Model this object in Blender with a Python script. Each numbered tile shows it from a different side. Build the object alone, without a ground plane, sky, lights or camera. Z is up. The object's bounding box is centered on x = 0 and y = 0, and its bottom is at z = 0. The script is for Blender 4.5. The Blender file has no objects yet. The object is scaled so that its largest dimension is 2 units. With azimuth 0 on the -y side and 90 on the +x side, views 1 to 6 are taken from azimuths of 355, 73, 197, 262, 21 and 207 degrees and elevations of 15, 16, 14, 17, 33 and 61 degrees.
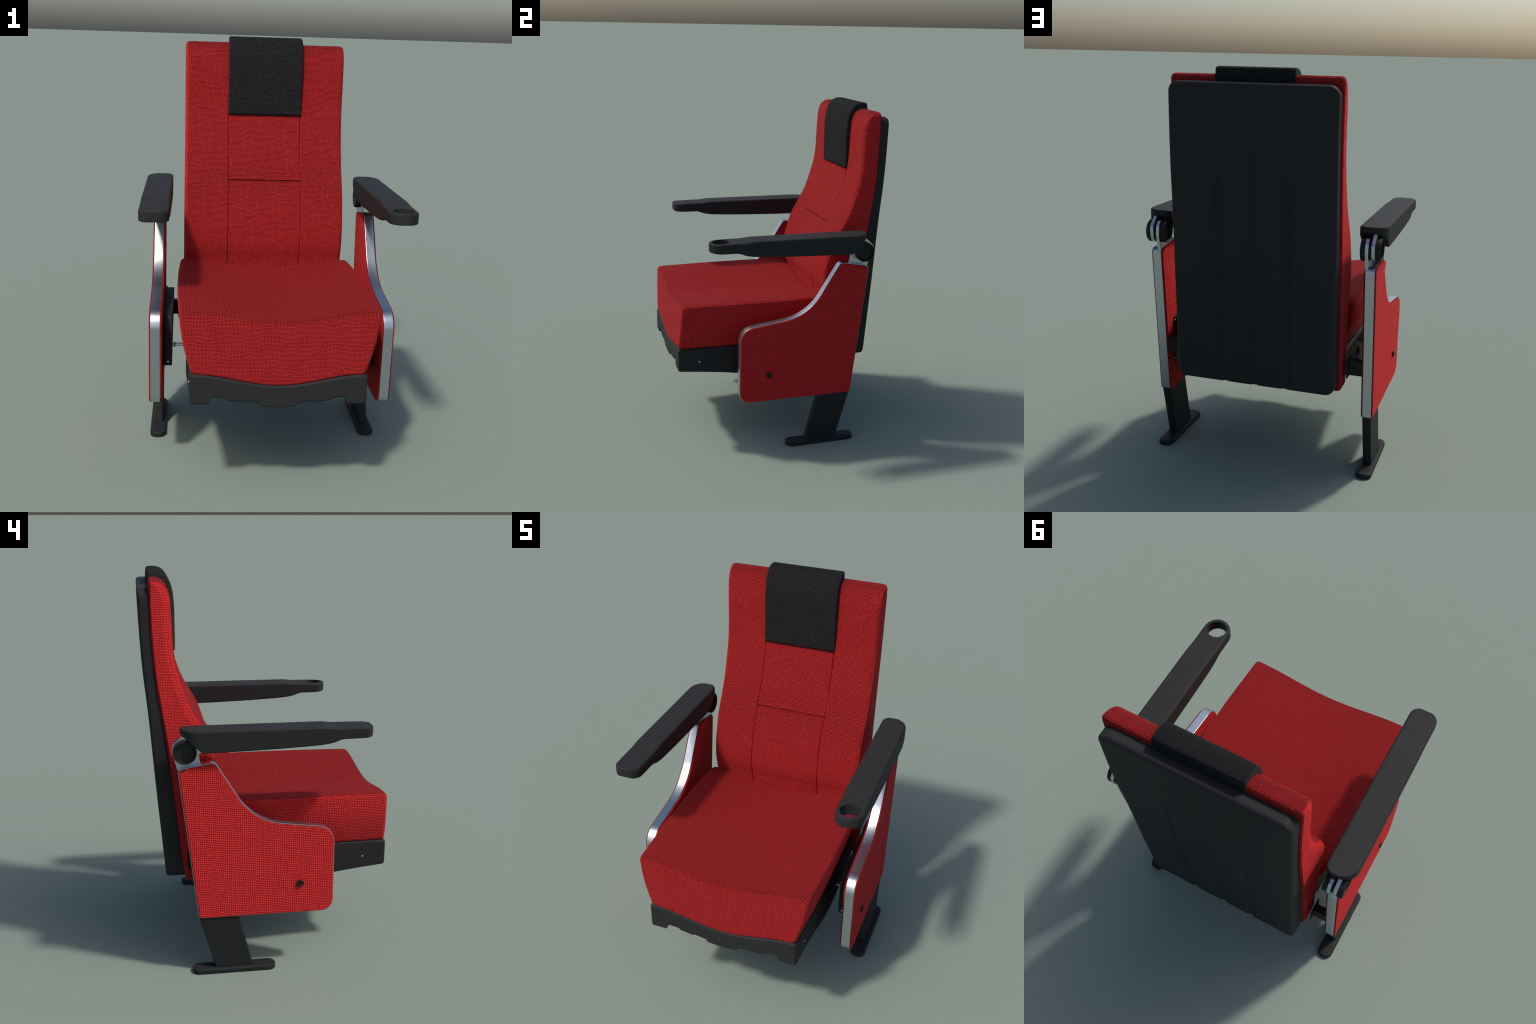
import bpy, math
import numpy as np

BACK_SHIFT = -.0038  # the backrest sits a few millimetres off the middle
OFF_CENTRE = ("side_bolster", "lumbar_panel", "backrest_panel", "headrest_cover", "backrest_shell")


# ------------------------------------------------------------------ helpers
def fillet(corners, step=9.0):
    """closed polygon [(a, b, radius)] -> list of points with rounded corners"""
    out = []
    n = len(corners)
    for i in range(n):
        p = np.array(corners[i][:2], float)
        r = corners[i][2]
        a = np.array(corners[i - 1][:2], float) - p
        b = np.array(corners[(i + 1) % n][:2], float) - p
        la, lb = np.linalg.norm(a), np.linalg.norm(b)
        a /= la
        b /= lb
        half = math.acos(max(-1, min(1, float(a @ b)))) / 2
        if r <= 0:
            out.append(p)
            continue
        t = min(r / math.tan(half), la * .49, lb * .49)
        r = t * math.tan(half)
        c = p + (a + b) / np.linalg.norm(a + b) * (r / math.sin(half))
        v0, v1 = p + a * t - c, p + b * t - c
        a0 = math.atan2(v0[1], v0[0])
        d = (math.atan2(v1[1], v1[0]) - a0 + math.pi) % (2 * math.pi) - math.pi
        k = max(2, int(abs(math.degrees(d)) / step))
        for j in range(k + 1):
            w = a0 + d * j / k
            out.append(c + r * np.array([math.cos(w), math.sin(w)]))
    return np.array(out)


def spline(points, spacing, closed=True):
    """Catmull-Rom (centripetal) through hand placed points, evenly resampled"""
    P = np.array(points, float)
    n = len(P)
    dense = []
    for i in range(n if closed else n - 1):
        if closed:
            q = [P[(i + k) % n] for k in (-1, 0, 1, 2)]
        else:
            q = [P[min(max(i + k, 0), n - 1)] for k in (-1, 0, 1, 2)]
            if i == 0:
                q[0] = 2 * P[0] - P[1]
            if i == n - 2:
                q[3] = 2 * P[-1] - P[-2]
        t = [0.0]
        for k in range(3):
            t.append(t[-1] + max(1e-6, np.linalg.norm(q[k + 1] - q[k])) ** .5)
        for s in np.linspace(t[1], t[2], 24, endpoint=False):
            A = [((t[k + 1] - s) * q[k] + (s - t[k]) * q[k + 1]) / (t[k + 1] - t[k]) for k in range(3)]
            B = [((t[k + 2] - s) * A[k] + (s - t[k]) * A[k + 1]) / (t[k + 2] - t[k]) for k in range(2)]
            dense.append(((t[2] - s) * B[0] + (s - t[1]) * B[1]) / (t[2] - t[1]))
    dense.append(P[0] if closed else P[-1])
    D = np.array(dense)
    L = np.r_[0, np.cumsum(np.linalg.norm(np.diff(D, axis=0), axis=1))]
    k = max(8, int(L[-1] / spacing))
    s = np.linspace(0, L[-1], k, endpoint=not closed)
    return np.stack([np.interp(s, L, D[:, j]) for j in range(D.shape[1])], 1)


def ccw(P):
    x, y = P[:, 0], P[:, 1]
    return P if np.sum(x * np.roll(y, -1) - y * np.roll(x, -1)) > 0 else P[::-1]


def offset(P, d):
    """move a ccw closed polygon inwards by d (array or number)"""
    e = np.roll(P, -1, 0) - P
    e /= np.maximum(1e-9, np.linalg.norm(e, axis=1))[:, None]
    nrm = np.stack([-e[:, 1], e[:, 0]], 1)
    m = nrm + np.roll(nrm, 1, 0)
    m /= np.maximum(1e-9, np.linalg.norm(m, axis=1))[:, None]
    c = np.maximum(.5, np.sum(m * nrm, 1))
    return P + m * (np.asarray(d) / c)[..., None] if np.ndim(d) else P + m * (d / c)[:, None]


def smooth(a, b, x):
    t = np.clip((np.asarray(x, float) - a) / (b - a), 0, 1)
    return t * t * (3 - 2 * t)


def add(name, verts, faces, mat, parent=None, angle=38, flip=False):
    if name in OFF_CENTRE:
        verts = np.asarray(verts) + np.array([BACK_SHIFT, 0, 0])
    me = bpy.data.meshes.new(name)
    if flip:
        faces = [tuple(reversed(f)) for f in faces]
    me.from_pydata([tuple(map(float, v)) for v in verts], [], faces)
    me.validate()
    me.polygons.foreach_set("use_smooth", [True] * len(me.polygons))
    me.set_sharp_from_angle(angle=math.radians(angle))
    me.materials.append(mat)
    ob = bpy.data.objects.new(name, me)
    bpy.context.scene.collection.objects.link(ob)
    if parent:
        ob.parent = parent
    weigh_normals(ob)
    return ob


def weigh_normals(ob):
    """flat faces stay flat right up to their rounded rims"""
    mod = ob.modifiers.new("weight", "WEIGHTED_NORMAL")
    mod.keep_sharp = True
    mod.weight = 80
    me = bpy.data.meshes.new_from_object(ob.evaluated_get(bpy.context.evaluated_depsgraph_get()))
    old = ob.data
    ob.modifiers.clear()
    ob.data = me
    bpy.data.meshes.remove(old)
    me.name = ob.name


def bridge(rings, caps=True):
    """closed rings of equal length -> verts, faces"""
    n = len(rings[0])
    V = np.concatenate(rings)
    F = []
    for i in range(len(rings) - 1):
        a, b = i * n, (i + 1) * n
        for j in range(n):
            k = (j + 1) % n
            F.append((a + j, a + k, b + k, b + j))
    if caps:
        F.append(tuple(range(n - 1, -1, -1)))
        m = (len(rings) - 1) * n
        F.append(tuple(range(m, m + n)))
    return V, F


def prism_rings(P, a0, a1, r0, r1, axis, seg=4, pucker=None, mid=(), ease=1.0, puff=0.0):
    """outline P (ccw) extruded from a0 to a1 with rounded rims"""
    rings = []
    def put(Q, a):
        if axis == 0:
            rings.append(np.stack([np.full(len(Q), a), Q[:, 0], Q[:, 1]], 1))
        elif axis == 1:
            rings.append(np.stack([Q[:, 1], np.full(len(Q), a), Q[:, 0]], 1))
        else:
            rings.append(np.stack([Q[:, 0], Q[:, 1], np.full(len(Q), a)], 1))
    put(offset(P, (r0 + .0015) * ease), a0)
    for k in range(seg + 1):
        w = math.pi / 2 * k / seg
        d = r0 * (1 - math.sin(w)) * ease
        if pucker is not None:
            d = d + pucker * math.sin(2 * w)
        put(offset(P, d), a0 + r0 * (1 - math.cos(w)))
    for m in mid:
        put(P, m)
    for k in range(seg, -1, -1):
        w = math.pi / 2 * k / seg
        d = r1 * (1 - math.sin(w)) * ease
        if pucker is not None:
            d = d + pucker * math.sin(2 * w)
        put(offset(P, d), a1 - r1 * (1 - math.cos(w)))
    put(offset(P, (r1 + .0015) * ease), a1)
    if puff:
        put(offset(P, (r1 + .010) * ease), a1 + puff * .6)
        put(offset(P, (r1 + .022) * ease), a1 + puff)
    return rings


def prism(name, outline, a0, a1, mat, parent, r0=.002, r1=None, axis=0, side=1, seg=4, pucker=None, angle=38, ease=1.0, puff=0.0):
    """side=-1 mirrors the piece to the other half of the seat"""
    P = ccw(np.asarray(outline, float))
    r1 = r0 if r1 is None else r1
    V, F = bridge(prism_rings(P, a0, a1, r0, r1, axis, seg, pucker, ease=ease, puff=puff))
    V = V.copy()
    V[:, 0] *= side
    return add(name, V, F, mat, parent, angle, flip=side < 0)


def circle(c, r, n=40):
    return np.array([(c[0] + r * math.cos(2 * math.pi * i / n), c[1] + r * math.sin(2 * math.pi * i / n)) for i in range(n)])


# ---------------------------------------------------------------- materials
def new_mat(name):
    m = bpy.data.materials.new(name)
    m.use_nodes = True
    nt = m.node_tree
    return m, nt, nt.nodes["Principled BSDF"]


def node(nt, kind, **kw):
    n = nt.nodes.new(kind)
    for k, v in kw.items():
        setattr(n, k, v)
    return n


def math_node(nt, op, a, b=None, c=None):
    n = node(nt, "ShaderNodeMath", operation=op)
    for i, v in enumerate((a, b, c)):
        if v is None:
            continue
        if isinstance(v, (int, float)):
            n.inputs[i].default_value = v
        else:
            nt.links.new(v, n.inputs[i])
    return n.outputs[0]


def fabric(name, light, dark, pitch=.0058, bump=.9, rough=.85, wobble=.0040, depth=.0012, gloss=.22, side_pitch=None):
    """plain weave: threads along two axes of whichever way the cloth lies, pits between them"""
    m, nt, bsdf = new_mat(name)
    L = nt.links.new
    tex = node(nt, "ShaderNodeTexCoord")
    geo = node(nt, "ShaderNodeNewGeometry")
    warp = node(nt, "ShaderNodeTexNoise")
    warp.inputs["Scale"].default_value = 14
    warp.inputs["Detail"].default_value = 2
    L(tex.outputs["Object"], warp.inputs["Vector"])
    off = node(nt, "ShaderNodeVectorMath", operation="MULTIPLY_ADD")
    L(warp.outputs["Color"], off.inputs[0])
    off.inputs[1].default_value = (wobble * 4,) * 3
    L(tex.outputs["Object"], off.inputs[2])
    sep = node(nt, "ShaderNodeSeparateXYZ")
    L(off.outputs[0], sep.inputs[0])
    nrm = node(nt, "ShaderNodeSeparateXYZ")
    L(geo.outputs["Normal"], nrm.inputs[0])
    flank = node(nt, "ShaderNodeMapRange", interpolation_type="SMOOTHSTEP")  # mask for x-facing cloth; relief reduced there to brighten it to the sunlit look
    flank.inputs["From Min"].default_value = .55
    flank.inputs["From Max"].default_value = .9
    L(math_node(nt, "ABSOLUTE", nrm.outputs[0]), flank.inputs["Value"])
    flank = flank.outputs[0]
    total = None
    for ax in range(3):
        s = math_node(nt, "MULTIPLY", sep.outputs[ax], math_node(nt, "MULTIPLY_ADD", flank, 2 * math.pi * (1 / (side_pitch or pitch) - 1 / pitch), 2 * math.pi / pitch))
        if ax == 2:  # bump wave skewed upward so vertical faces shade brighter, most on the sides
            lean = math_node(nt, "MULTIPLY_ADD", flank, .25, .5)
            s = math_node(nt, "ADD", s, math_node(nt, "MULTIPLY", math_node(nt, "SINE", s), lean))
        s = math_node(nt, "SINE", s)
        s = math_node(nt, "MULTIPLY_ADD", s, .5, .5)
        face = math_node(nt, "ABSOLUTE", nrm.outputs[ax])
        keep = node(nt, "ShaderNodeMapRange", interpolation_type="SMOOTHSTEP")
        keep.inputs["From Min"].default_value = .62
        keep.inputs["From Max"].default_value = .82
        keep.inputs["To Min"].default_value = 1
        keep.inputs["To Max"].default_value = 0
        L(face, keep.inputs["Value"])
        s = math_node(nt, "MULTIPLY", s, keep.outputs[0])
        relief = math_node(nt, "MULTIPLY_ADD", flank, (-.85 if ax == 1 else -.65) + .2 * ((side_pitch or pitch) / pitch - 1), 1)
        s_bump = math_node(nt, "MULTIPLY", s, relief)
        bumps = s_bump if total is None else math_node(nt, "ADD", bumps, s_bump)
        total = s if total is None else math_node(nt, "ADD", total, s)
    fuzz = node(nt, "ShaderNodeTexNoise")
    fuzz.inputs["Scale"].default_value = 260
    fuzz.inputs["Detail"].default_value = 2
    L(tex.outputs["Object"], fuzz.inputs["Vector"])
    height = math_node(nt, "MULTIPLY_ADD", fuzz.outputs["Fac"], .2, total)
    ramp = node(nt, "ShaderNodeValToRGB")
    ramp.color_ramp.elements[0].position = .12
    ramp.color_ramp.elements[0].color = (*dark, 1)
    ramp.color_ramp.elements[1].position = .50
    ramp.color_ramp.elements[1].color = (*light, 1)
    L(math_node(nt, "MULTIPLY", height, .5), ramp.inputs["Fac"])
    L(ramp.outputs["Color"], bsdf.inputs["Base Color"])
    b = node(nt, "ShaderNodeBump")
    b.inputs["Strength"].default_value = bump
    b.inputs["Distance"].default_value = depth
    L(math_node(nt, "MULTIPLY_ADD", fuzz.outputs["Fac"], .12, bumps), b.inputs["Height"])
    L(b.outputs["Normal"], bsdf.inputs["Normal"])
    bsdf.inputs["Roughness"].default_value = rough
    bsdf.inputs["Specular IOR Level"].default_value = gloss
    return m


def plastic(name, colour, rough=.55, grain=.15, scale=420):
    m, nt, bsdf = new_mat(name)
    L = nt.links.new
    tex = node(nt, "ShaderNodeTexCoord")
    n = node(nt, "ShaderNodeTexNoise")
    n.inputs["Scale"].default_value = scale
    n.inputs["Detail"].default_value = 2
    L(tex.outputs["Object"], n.inputs["Vector"])
    ramp = node(nt, "ShaderNodeValToRGB")
    ramp.color_ramp.elements[0].position = .3
    ramp.color_ramp.elements[0].color = (*[c * .9 for c in colour], 1)
    ramp.color_ramp.elements[1].position = .7
    ramp.color_ramp.elements[1].color = (*[c * 1.1 for c in colour], 1)
    L(n.outputs["Fac"], ramp.inputs["Fac"])
    L(ramp.outputs["Color"], bsdf.inputs["Base Color"])
    b = node(nt, "ShaderNodeBump")
    b.inputs["Strength"].default_value = grain
    b.inputs["Distance"].default_value = .0006
    L(n.outputs["Fac"], b.inputs["Height"])
    L(b.outputs["Normal"], bsdf.inputs["Normal"])
    bsdf.inputs["Roughness"].default_value = rough
    bsdf.inputs["Specular IOR Level"].default_value = .12
    return m


def metal(name, colour, rough=.28):
    """polished strip with fine brush marks running along it"""
    m, nt, bsdf = new_mat(name)
    L = nt.links.new
    tex = node(nt, "ShaderNodeTexCoord")
    mp = node(nt, "ShaderNodeMapping")
    mp.inputs["Scale"].default_value = (240, 6, 6)
    L(tex.outputs["Object"], mp.inputs["Vector"])
    n = node(nt, "ShaderNodeTexNoise")
    n.inputs["Scale"].default_value = 1
    n.inputs["Detail"].default_value = 3
    L(mp.outputs[0], n.inputs["Vector"])
    r = node(nt, "ShaderNodeMapRange")
    r.inputs["To Min"].default_value = rough - .03
    r.inputs["To Max"].default_value = rough + .03
    L(n.outputs["Fac"], r.inputs["Value"])
    L(r.outputs[0], bsdf.inputs["Roughness"])
    b = node(nt, "ShaderNodeBump")
    b.inputs["Strength"].default_value = .04
    b.inputs["Distance"].default_value = .0005
    L(n.outputs["Fac"], b.inputs["Height"])
    L(b.outputs["Normal"], bsdf.inputs["Normal"])
    bsdf.inputs["Base Color"].default_value = (*colour, 1)
    bsdf.inputs["Metallic"].default_value = 1
    return m


RED = fabric("red_weave", (.82, .029, .030), (.37, .014, .015), bump=1, depth=.016, side_pitch=.0075)
RED_COARSE = fabric("red_coarse_weave", (.82, .029, .030), (.37, .014, .015), bump=1, depth=.016, side_pitch=.0095)
GREY = fabric("charcoal_weave", (.034, .034, .035), (.020, .020, .021), bump=1, depth=.006, gloss=.1)
BLACK = plastic("black_plastic", (.026, .0255, .026), rough=.6)
PAINT = plastic("black_paint", (.022, .022, .0225), rough=.55, grain=.08)
STEEL = metal("polished_steel", (.52, .57, .61), rough=.31)
BOLT = metal("bolt_steel", (.7, .7, .72), rough=.35)

# -------------------------------------------------------------------- object
seat = bpy.data.objects.new("cinema_seat", None)
bpy.context.scene.collection.objects.link(seat)
seat["label"] = "red upholstered cinema seat with black armrests and cup holder"
seat["category"] = "theater seat"

# ------------------------------------------------------------ backrest pieces
FRONT = [(.316, .472), (.303, .53), (.290, .62), (.280, .72), (.275, .82), (.266, .885), (.255, .93), (.250, .98),
         (.257, 1.06), (.274, 1.13), (.300, 1.21), (.334, 1.275), (.388, 1.375), (.432, 1.5), (.455, 1.59),
         (.463, 1.66), (.466, 1.75), (.469, 1.83)]
TOP = [(.475, 1.895), (.490, 1.938), (.514, 1.960), (.540, 1.967), (.562, 1.965), (.571, 1.952)]
REAR = [(.573, 1.9), (.571, 1.72), (.556, 1.5), (.518, 1.22), (.478, .85), (.440, .485)]
BOTTOM = [(.430, .458), (.40, .452), (.345, .452), (.325, .458)]
SEAM_X, SEAM_Z = .188, 1.280


def interp_profile(points):
    q = sorted((z, y) for y, z in points)
    z, y = zip(*q)
    return lambda v: np.interp(v, z, y)


back_front, back_rear = interp_profile(FRONT), interp_profile(REAR)
rng = np.random.default_rng(4)
full = ccw(spline(FRONT + TOP + REAR + BOTTOM, .008))
arc = np.r_[0, np.cumsum(np.linalg.norm(np.diff(full, axis=0), axis=1))]
gather = .0020 * np.sin(2 * np.pi * arc / .026 + 1.5 * np.sin(arc * 9)) * (.4 + .6 * rng.random(len(arc)).repeat(1))
core = np.interp(full[:, 1], [.45, .85, 1.22, 1.5, 1.72, 1.9, 1.97], [.40, .42, .46, .515, .53, .535, .54])
ease = 1 - .72 * smooth(-.03, .02, full[:, 0] - core) * 1.0
ease = np.where(full[:, 1] < .53, np.minimum(ease, .35), ease)
for _ in range(10):
    ease = (np.roll(ease, 1) + ease + np.roll(ease, -1)) / 3
for side in (1, -1):
    uneven = full + np.stack([np.zeros(len(full)), (.0035 if side < 0 else -.001) * smooth(1.5, 1.93, full[:, 1])], 1)
    ob = prism("side_bolster", uneven, SEAM_X + .0014, .4095, RED, seat, r0=.0055, r1=.025, side=side, seg=6, pucker=gather, ease=ease, puff=.005)
cut = lambda pts, lo, hi: [p for p in pts if lo < p[1] < hi]
lower = cut(FRONT, 0, SEAM_Z - .01) + [(.3345, SEAM_Z - .006), (.3380, SEAM_Z - .0022), (.345, SEAM_Z - .0008), (.36, SEAM_Z - .0006), (.50, SEAM_Z - .0004), (.524, SEAM_Z - .004)] + cut(REAR, 0, 1.25) + BOTTOM
upper = [(.352, SEAM_Z + .0008), (.3450, SEAM_Z + .0022), (.3425, SEAM_Z + .006), (.3445, SEAM_Z + .012)] + cut(FRONT, SEAM_Z + .02, 3) + TOP + cut(REAR, 1.3, 3) + [(.527, SEAM_Z + .004), (.515, SEAM_Z + .0004), (.37, SEAM_Z + .0004)]
for name, outline in (("lumbar_panel", lower), ("backrest_panel", upper)):
    outline = ccw(spline(outline, .005))
    s = np.arange(len(outline)) * .005
    folds = .0022 * np.sin(2 * np.pi * s / .019 + 2 * np.sin(s * 23)) * rng.random(len(s))
    prism(name, outline, -SEAM_X + .0014, SEAM_X - .0014, RED, seat, r0=.0055, seg=4, pucker=folds)
flap = [(.456, 1.606), (.448, 1.612), (.446, 1.64), (.445, 1.73), (.445, 1.83), (.452, 1.91), (.468, 1.958), (.492, 1.988),
        (.523, 2.0), (.560, 2.0), (.571, 1.996), (.575, 1.985), (.576, 1.93), (.565, 1.915), (.53, 1.91), (.50, 1.86), (.49, 1.75), (.488, 1.64), (.478, 1.608)]
prism("headrest_cover", spline(flap, .005), -.1905, .1905, GREY, seat, r0=.009, seg=4)

# backrest shell: loft along z of a rounded slab with three grooves on the rear
SHELL = [(.532, .468), (.565, .9), (.594, 1.33), (.613, 1.55), (.621, 1.7), (.628, 1.93)]
SHELL_LO, SHELL_HI, SHELL_W = .468, 1.934, .404
groove_tops = {0.0: 1.655, .16: 1.535, -.16: 1.535}
zs = np.unique(np.r_[SHELL_LO + .05 * (1 - np.cos(np.linspace(0, np.pi / 2, 14))), np.linspace(.53, 1.42, 50), np.linspace(1.42, 1.70, 70),
                     np.linspace(1.70, 1.88, 12), SHELL_HI - .052 * (1 - np.cos(np.linspace(0, np.pi / 2, 14)))])
gx = np.unique(np.r_[np.linspace(-1, 1, 31) * .37] + 0)
fine = np.concatenate([c + np.linspace(-.032, .032, 33) for c in groove_tops])
gx = np.array(sorted(set(np.round(np.r_[[g for g in gx if min(abs(g - c) for c in groove_tops) > .036], fine], 5))))
yb = spline([(z, y) for y, z in SHELL], .01, closed=False)
rings = []
for z in zs:
    def corner(d, r):  # how far the outline is set in at distance d from an end
        return r - math.sqrt(max(0, r * r - (r - d) ** 2)) if d < r else 0.0
    w = SHELL_W - corner(SHELL_HI - z, .05) - corner(z - SHELL_LO, .045)
    rim = corner(SHELL_HI - z, .02) + corner(z - SHELL_LO, .012)
    back = float(np.interp(z, yb[:, 0], yb[:, 1])) - rim
    front = float(back_rear(z)) - .004
    r = min(.015, (back - front) * .45)
    X = gx * (w - r) / .37
    Y = np.full(len(X), back)
    for c, top in groove_tops.items():
        rise = float(smooth(top, top - .10, z))
        half = .005 + .014 * rise
        depth = .0075 * float(smooth(top, top - .05, z))
        u = (gx - c)
        Y -= depth * smooth(-half, -half + .003, u) * smooth(half, half - .010, u)
    ring = [(x, y) for x, y in zip(X, Y)]
    for k in range(1, 6):
        a = math.pi / 2 * (1 - k / 5)
        ring.append((w - r + r * math.cos(a), back - r + r * math.sin(a)))
    ring += [(w, front + .006), (w - .006, front)]
    ring += [(-w + .006, front), (-w, front + .006)]
    for k in range(0, 5):
        a = math.pi / 2 * k / 5
        ring.append((-(w - r + r * math.cos(a)), back - r + r * math.sin(a)))
    rings.append(np.array([(x, y, z) for x, y in ring])[::-1])
V, F = bridge(rings)
add("backrest_shell", V, F, BLACK, seat, angle=50)

# ------------------------------------------------------------------- cushion
def dish(x, w):
    return np.sin(np.pi / 2 * np.clip(np.abs(x) / w, 0, 1)) ** 2


def seat_section(y, shrink):
    """cross section of the cushion in x, z: dished top, bulging sides, sagging bottom"""
    swell = float(smooth(-.66, -.25, y) * smooth(.40, -.05, y))
    w_top, w_bot = .433 + .013 * swell, .375 + .014 * swell
    drop = max(0.0, (-.565 - y) / .05)
    crown = .012 * math.sqrt(max(0.0, 1 - drop * drop)) * float(smooth(.32, .18, y))
    zt = .8765 + crown + .001 * swell
    ring = [(x, zt - .048 + .048 * float(dish(x, w_top)), 0) for x in np.linspace(w_top, -w_top, 61)[5:-5]]
    flank = lambda t: (w_top + (w_bot - w_top) * t + .011 * math.sin(math.pi * t), zt + (.603 - zt) * t)
    ring += [(-w_top, zt, .018)] + [(-flank(t)[0], flank(t)[1], 0) for t in np.linspace(.18, .82, 9)] + [(-w_bot, .603, .028)]
    ring += [(x, .552 + .051 * float(dish(x, w_bot)), 0) for x in np.linspace(-w_bot, w_bot, 41)[4:-4]]
    ring += [(w_bot, .603, .028)] + [flank(t) + (0,) for t in np.linspace(.82, .18, 9)] + [(w_top, zt, .018)]
    return offset(ccw(fillet(ring, 12)), shrink)


y0, y1 = -.6155, .285
stations = []
for k in range(7):
    a = math.pi / 2 * k / 6
    stations.append((y0 + .017 * (1 - math.cos(a)), .017 * (1 - math.sin(a))))
stations += [(y, 0) for y in np.linspace(-.58, .22, 34)]
for k in range(6, -1, -1):
    a = math.pi / 2 * k / 6
    stations.append((y1 - .05 * (1 - math.cos(a)), .022 * (1 - math.sin(a))))
rings = []
for y, s in stations:
    P = seat_section(y, s)
    lean = float(smooth(-.40, -.60, y))
    yy = y - .012 * lean * (.875 - P[:, 1]) / .27
    rings.append(np.stack([P[:, 0], yy, P[:, 1]], 1))
V, F = bridge(rings)
add("seat_cushion", V, F, RED_COARSE, seat, angle=60, flip=True)

# ------------------------------------------------------------------ seat pan
def pan_section(y, shrink):
    w = .386 + .016 * float(smooth(-.55, -.1, y))
    edge = float(np.interp(y, [-.62, -.36, -.17, 0, .17, .28], [.468, .440, .412, .412, .447, .48]))
    def under(x):
        a = abs(x)
        z = .466 + .034 * float(dish(x, .30))
        z -= .009 * float(smooth(.232, .222, a) * smooth(.148, .158, a))
        z -= .014 * float(smooth(.086, .074, a))
        z -= (.468 - edge) * .5
        foot = float(smooth(.297, .302, a))
        return z * (1 - foot) + edge * foot
    xs = np.r_[np.linspace(-.375, -.303, 6), np.linspace(-.302, -.297, 5), np.linspace(-.296, .296, 149), np.linspace(.297, .302, 5), np.linspace(.303, .375, 6)] * (w / .381)
    ring = [(x, under(x * .381 / w), 0) for x in xs]
    ring[0] = (-w, edge, .008)
    ring[-1] = (w, edge, .008)
    ring += [(w, .607, .012)]
    ring += [(x, .556 + .051 * float(dish(x, w)), 0) for x in np.linspace(.36, -.36, 41)]
    ring += [(-w, .607, .012)]
    P = fillet(ring, 15)
    c = P.mean(0)
    lim = np.abs(P[:, 0]) / w
    Q = P.copy()
    Q[:, 0] *= (w - shrink) / w
    mid = (.53 + 0 * lim)
    Q[:, 1] += np.where(P[:, 1] < mid, shrink, -shrink)
    return Q


stations = [(-.631 + .012 * (1 - math.cos(a)), .012 * (1 - math.sin(a))) for a in np.linspace(0, math.pi / 2, 5)]
stations += [(y, 0) for y in np.linspace(-.60, .255, 24)]
stations += [(.275 - .012 * (1 - math.cos(a)), .012 * (1 - math.sin(a))) for a in np.linspace(math.pi / 2, 0, 5)]
rings = []
for y, s in stations:
    P = pan_section(y, s)
    rings.append(np.stack([P[:, 0], np.full(len(P), y), P[:, 1]], 1))
V, F = bridge(rings)
pan = add("seat_pan", V, F, BLACK, seat, angle=40, flip=True)
for side in (1, -1):
    prism("bolt", circle((-.506, .523), .0055, 16), .380, .3895, BOLT, pan, r0=.002, side=side, seg=2)
    prism("hinge_lug", circle((-.045, .508), .024, 28), .38, .408, PAINT, pan, r0=.002, side=side, seg=2)
    prism("pivot_rod", circle((-.045, .520), .0085, 24), .40, .476, STEEL, pan, r0=.001, side=side, seg=2)
    prism("rod_collar", circle((-.045, .520), .0135, 24), .4555, .4605, PAINT, pan, r0=.001, side=side, seg=2)

# --------------------------------------------------------------- side stands
PANEL = [(.466, 1.097, .026), (.290, 1.127, .032), (.100, .818, .30), (-.307, .764, .088), (-.306, .313, .060), (.379, .311, .016)]
panel = offset(ccw(fillet(PANEL, 5)), -.002)


def turned(name, profile, centre, side, mat, parent, n=48):
    """disc turned round an axis along x from (radius, x) pairs"""
    rings = []
    for rr, xx in profile:
        rr = max(rr, .0006)
        rings.append(np.array([(xx * side, centre[0] + rr * math.cos(2 * math.pi * i / n), centre[1] + rr * math.sin(2 * math.pi * i / n)) for i in range(n)]))
    V, F = bridge(rings)
    out = 1 if profile[-1][1] > profile[0][1] else -1
    return add(name, V, F, mat, parent, flip=(out * side < 0))


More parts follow.
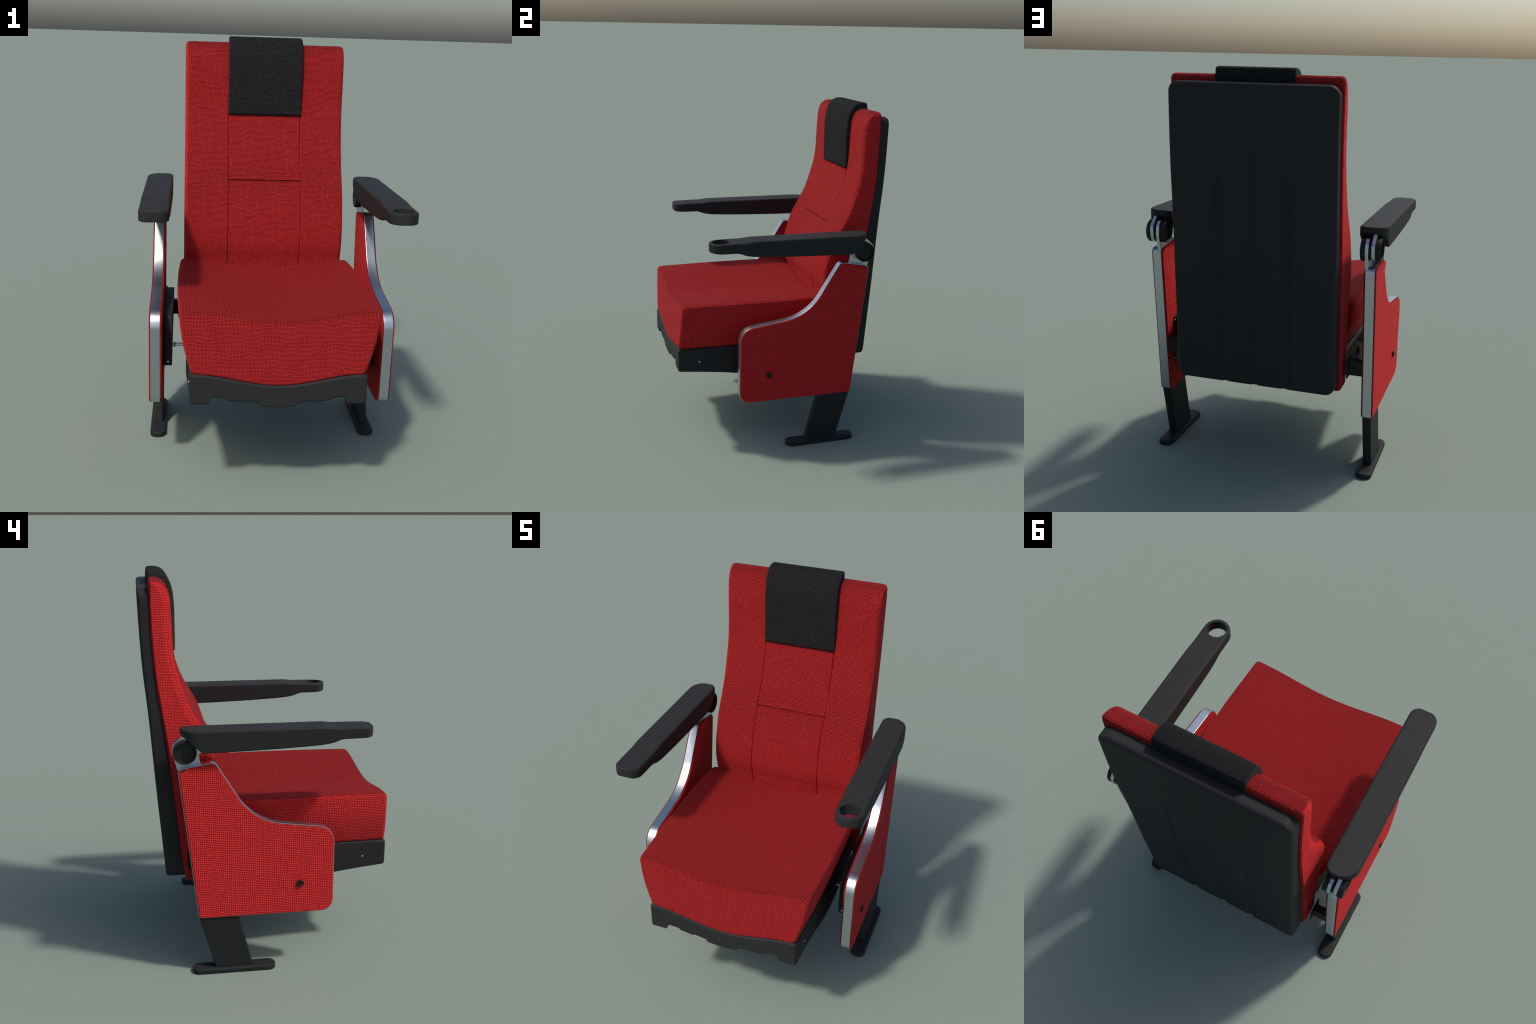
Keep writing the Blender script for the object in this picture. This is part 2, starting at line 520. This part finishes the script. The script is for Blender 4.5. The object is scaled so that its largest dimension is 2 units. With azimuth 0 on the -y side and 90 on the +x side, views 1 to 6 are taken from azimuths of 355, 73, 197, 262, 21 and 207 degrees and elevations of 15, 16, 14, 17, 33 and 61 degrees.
for side in (1, -1):
    frame = prism("side_panel", panel, .5215, .5665, STEEL, seat, r0=.002, side=side, seg=2)
    prism("upholstery_board", offset(panel, .0025), .5135, .5213, RED_COARSE, frame, r0=.007, r1=.0006, side=side)
    prism("upholstery_board", offset(panel, .0025), .5667, .5735, RED_COARSE, frame, r0=.0006, r1=.006, side=side)
    turned("plug", [(0, .568), (.0165, .568), (.0168, .569), (.0168, .5805), (.0158, .5815), (.0140, .5815), (.0132, .577), (0, .5765)], (-.134, .477), side, PAINT, frame, 32)
    # slanted leg with its foot
    rings = []
    for z, a, b in ((.33, .1835, .383), (.01, .1005, .2945)):
        P = ccw(fillet([(.521, a, .007), (.565, a, .007), (.565, b, .007), (.521, b, .007)], 18))
        rings.append(np.stack([P[:, 0] * side, P[:, 1], np.full(len(P), z)], 1))
    V, F = bridge(rings)
    leg = add("leg", V, F, PAINT, seat, flip=side > 0)
    foot = fillet([(.504, -.013, .034), (.583, -.013, .034), (.583, .415, .034), (.504, .415, .034)], 12)
    V, F = bridge(prism_rings(ccw(foot), 0, .025, .0015, .010, 2, 5))
    V = V.copy()
    V[:, 0] *= side
    add("foot", V, F, PAINT, leg, flip=side < 0)
    # black mechanism box between the panel and the seat
    plate = prism("mounting_plate", fillet([(-.190, .468, .003), (.337, .460, .003), (.337, .706, .003), (-.160, .706, .01), (-.188, .64, .03)]),
                  .5035, .5145, PAINT, seat, r0=.0015, side=side, seg=2)
    box = prism("mechanism_box", fillet([(-.203, .473, .003), (-.185, .474, .01), (.326, .694, .004), (.326, .702, .003), (-.165, .712, .012), (-.200, .64, .03)]),
                .468, .5034, PAINT, seat, r0=.002, side=side, seg=2)
    for z in (.690, .476):
        prism("bolt", circle((z, .507), .0045, 14), .336, .3405, BOLT, plate, r0=.0012, axis=1, side=side, seg=2)
    prism("bolt", circle((.494, .487), .005, 14), -.2065, -.2025, BOLT, box, r0=.0012, axis=1, side=side, seg=2)
    arm = prism("support_bracket", fillet([(.362, .538, .003), (.402, .538, .003), (.402, .614, .003), (.362, .614, .003)]), .4475, .5145, PAINT, seat, r0=.0015, side=side, seg=2)
    prism("bracket_flange", fillet([(.338, .526, .003), (.424, .526, .003), (.424, .626, .003), (.338, .626, .003)]), .441, .4472, PAINT, arm, r0=.0015, side=side, seg=2)

# ------------------------------------------------------------------ armrests
ARM_IN, ARM_OUT = .4775, .6095
ARM_TIP, ARM_END = -.482, .450
HINGE = (.432, 1.185)


def arm_top(y):
    return 1.2935 - .006 * float(smooth(-.235, -.30, y)) - .002 * float(smooth(-.35, -.47, y))


arm_low = spline([(-.49, 1.236), (-.44, 1.232), (-.37, 1.2305), (-.325, 1.229), (-.285, 1.215), (-.24, 1.2065), (-.17, 1.201), (0, 1.193), (.2, 1.187), (.345, 1.184)], .01, closed=False)


def arm_bottom(y):
    if y > .342:
        return float(np.interp(y, [.342, .350, .362, .43, .452], [1.184, 1.187, 1.197, 1.256, 1.268]))
    return float(np.interp(y, arm_low[:, 0], arm_low[:, 1]))


def set_in(d, r):
    return r - math.sqrt(max(0, r * r - (r - d) ** 2)) if d < r else 0.0


def armrest(side, cup):
    ys = np.unique(np.r_[ARM_TIP + .07 * (1 - np.cos(np.linspace(0, np.pi / 2, 26))), np.linspace(-.41, .32, 60),
                         np.linspace(.32, .39, 16), ARM_END - .07 * (1 - np.cos(np.linspace(0, np.pi / 2, 24)))])
    rings = []
    for y in ys:
        df, db = y - ARM_TIP, ARM_END - y
        rf = (.0655, .0655) if cup else (.046, .046)
        x0 = ARM_IN + set_in(df, rf[0]) + set_in(db, .040)
        x1 = ARM_OUT - set_in(df, rf[1]) - set_in(db, .078) * .95
        if x1 - x0 < .006:
            c = (x0 + x1) / 2
            x0, x1 = c - .003, c + .003
        rim = set_in(df, .007) + set_in(db, .007)
        zt, zb = arm_top(y) - rim, arm_bottom(y) + rim
        r = min(.011, (x1 - x0) * .4)
        rb = min(.008, (x1 - x0) * .3)
        P = fillet([(x0, zb, rb), (x1, zb, rb), (x1, zt, r), (x0, zt, r)], 18)
        rings.append(np.stack([P[:, 0] * side, np.full(len(P), y), P[:, 1]], 1))
    V, F = bridge(rings)
    ob = add("armrest", V, F, BLACK, seat, angle=42, flip=side > 0)
    if cup:
        cutter = prism("cutter", circle((.5435, -.4165), .0475, 72), 1.15, 1.35, BLACK, None, axis=2, r0=.001, seg=1)
        mod = ob.modifiers.new("hole", "BOOLEAN")
        mod.operation = "DIFFERENCE"
        mod.solver = "EXACT"
        mod.object = cutter
        dg = bpy.context.evaluated_depsgraph_get()
        me = bpy.data.meshes.new_from_object(ob.evaluated_get(dg))
        ob.modifiers.clear()
        ob.data = me
        me.name = "armrest"
        me.polygons.foreach_set("use_smooth", [True] * len(me.polygons))
        me.set_sharp_from_angle(angle=math.radians(40))
        bpy.data.objects.remove(cutter)
        weigh_normals(ob)
    # hinge: two steel plates between black discs
    hy, hz = HINGE
    lower_plate = fillet([(.466, 1.085, .004), (hy + .0585, hz - .01, .03), (hy + .050, hz + .058, .045), (hy - .030, hz + .060, .05), (hy - .068, hz - .022, .012), (.350, 1.09, .004)], 8)
    upper_plate = fillet([(hy + .050, hz - .052, .048), (hy + .062, hz + .03, .04), (hy + .012, 1.262, .006), (.40, 1.262, .006), (.338, 1.196, .006), (hy - .070, hz - .012, .01), (hy - .030, hz - .060, .04)], 8)
    prism("hinge_plate", lower_plate, .5195, .5355, STEEL, ob, r0=.001, side=side, seg=2)
    prism("hinge_plate", upper_plate, .5495, .5660, STEEL, ob, r0=.001, side=side, seg=2)
    prism("hinge_spacer", circle(HINGE, .050, 40), .5357, .5493, PAINT, ob, r0=.001, side=side, seg=2)
    for base, face in ((.5193, .4955), (.5662, .5905)):
        # disc with a raised rim round a hollow face
        out = 1 if face > base else -1
        turned("hinge_disc", [(0, base), (.056, base), (.0570, base + out * .002), (.0570, face - out * .004), (.0545, face), (.0510, face),
                              (.0490, face - out * .003), (.0480, face - out * .014), (0, face - out * .015)], HINGE, side, PAINT, ob)
    return ob


armrest(-1, False)
armrest(1, True)
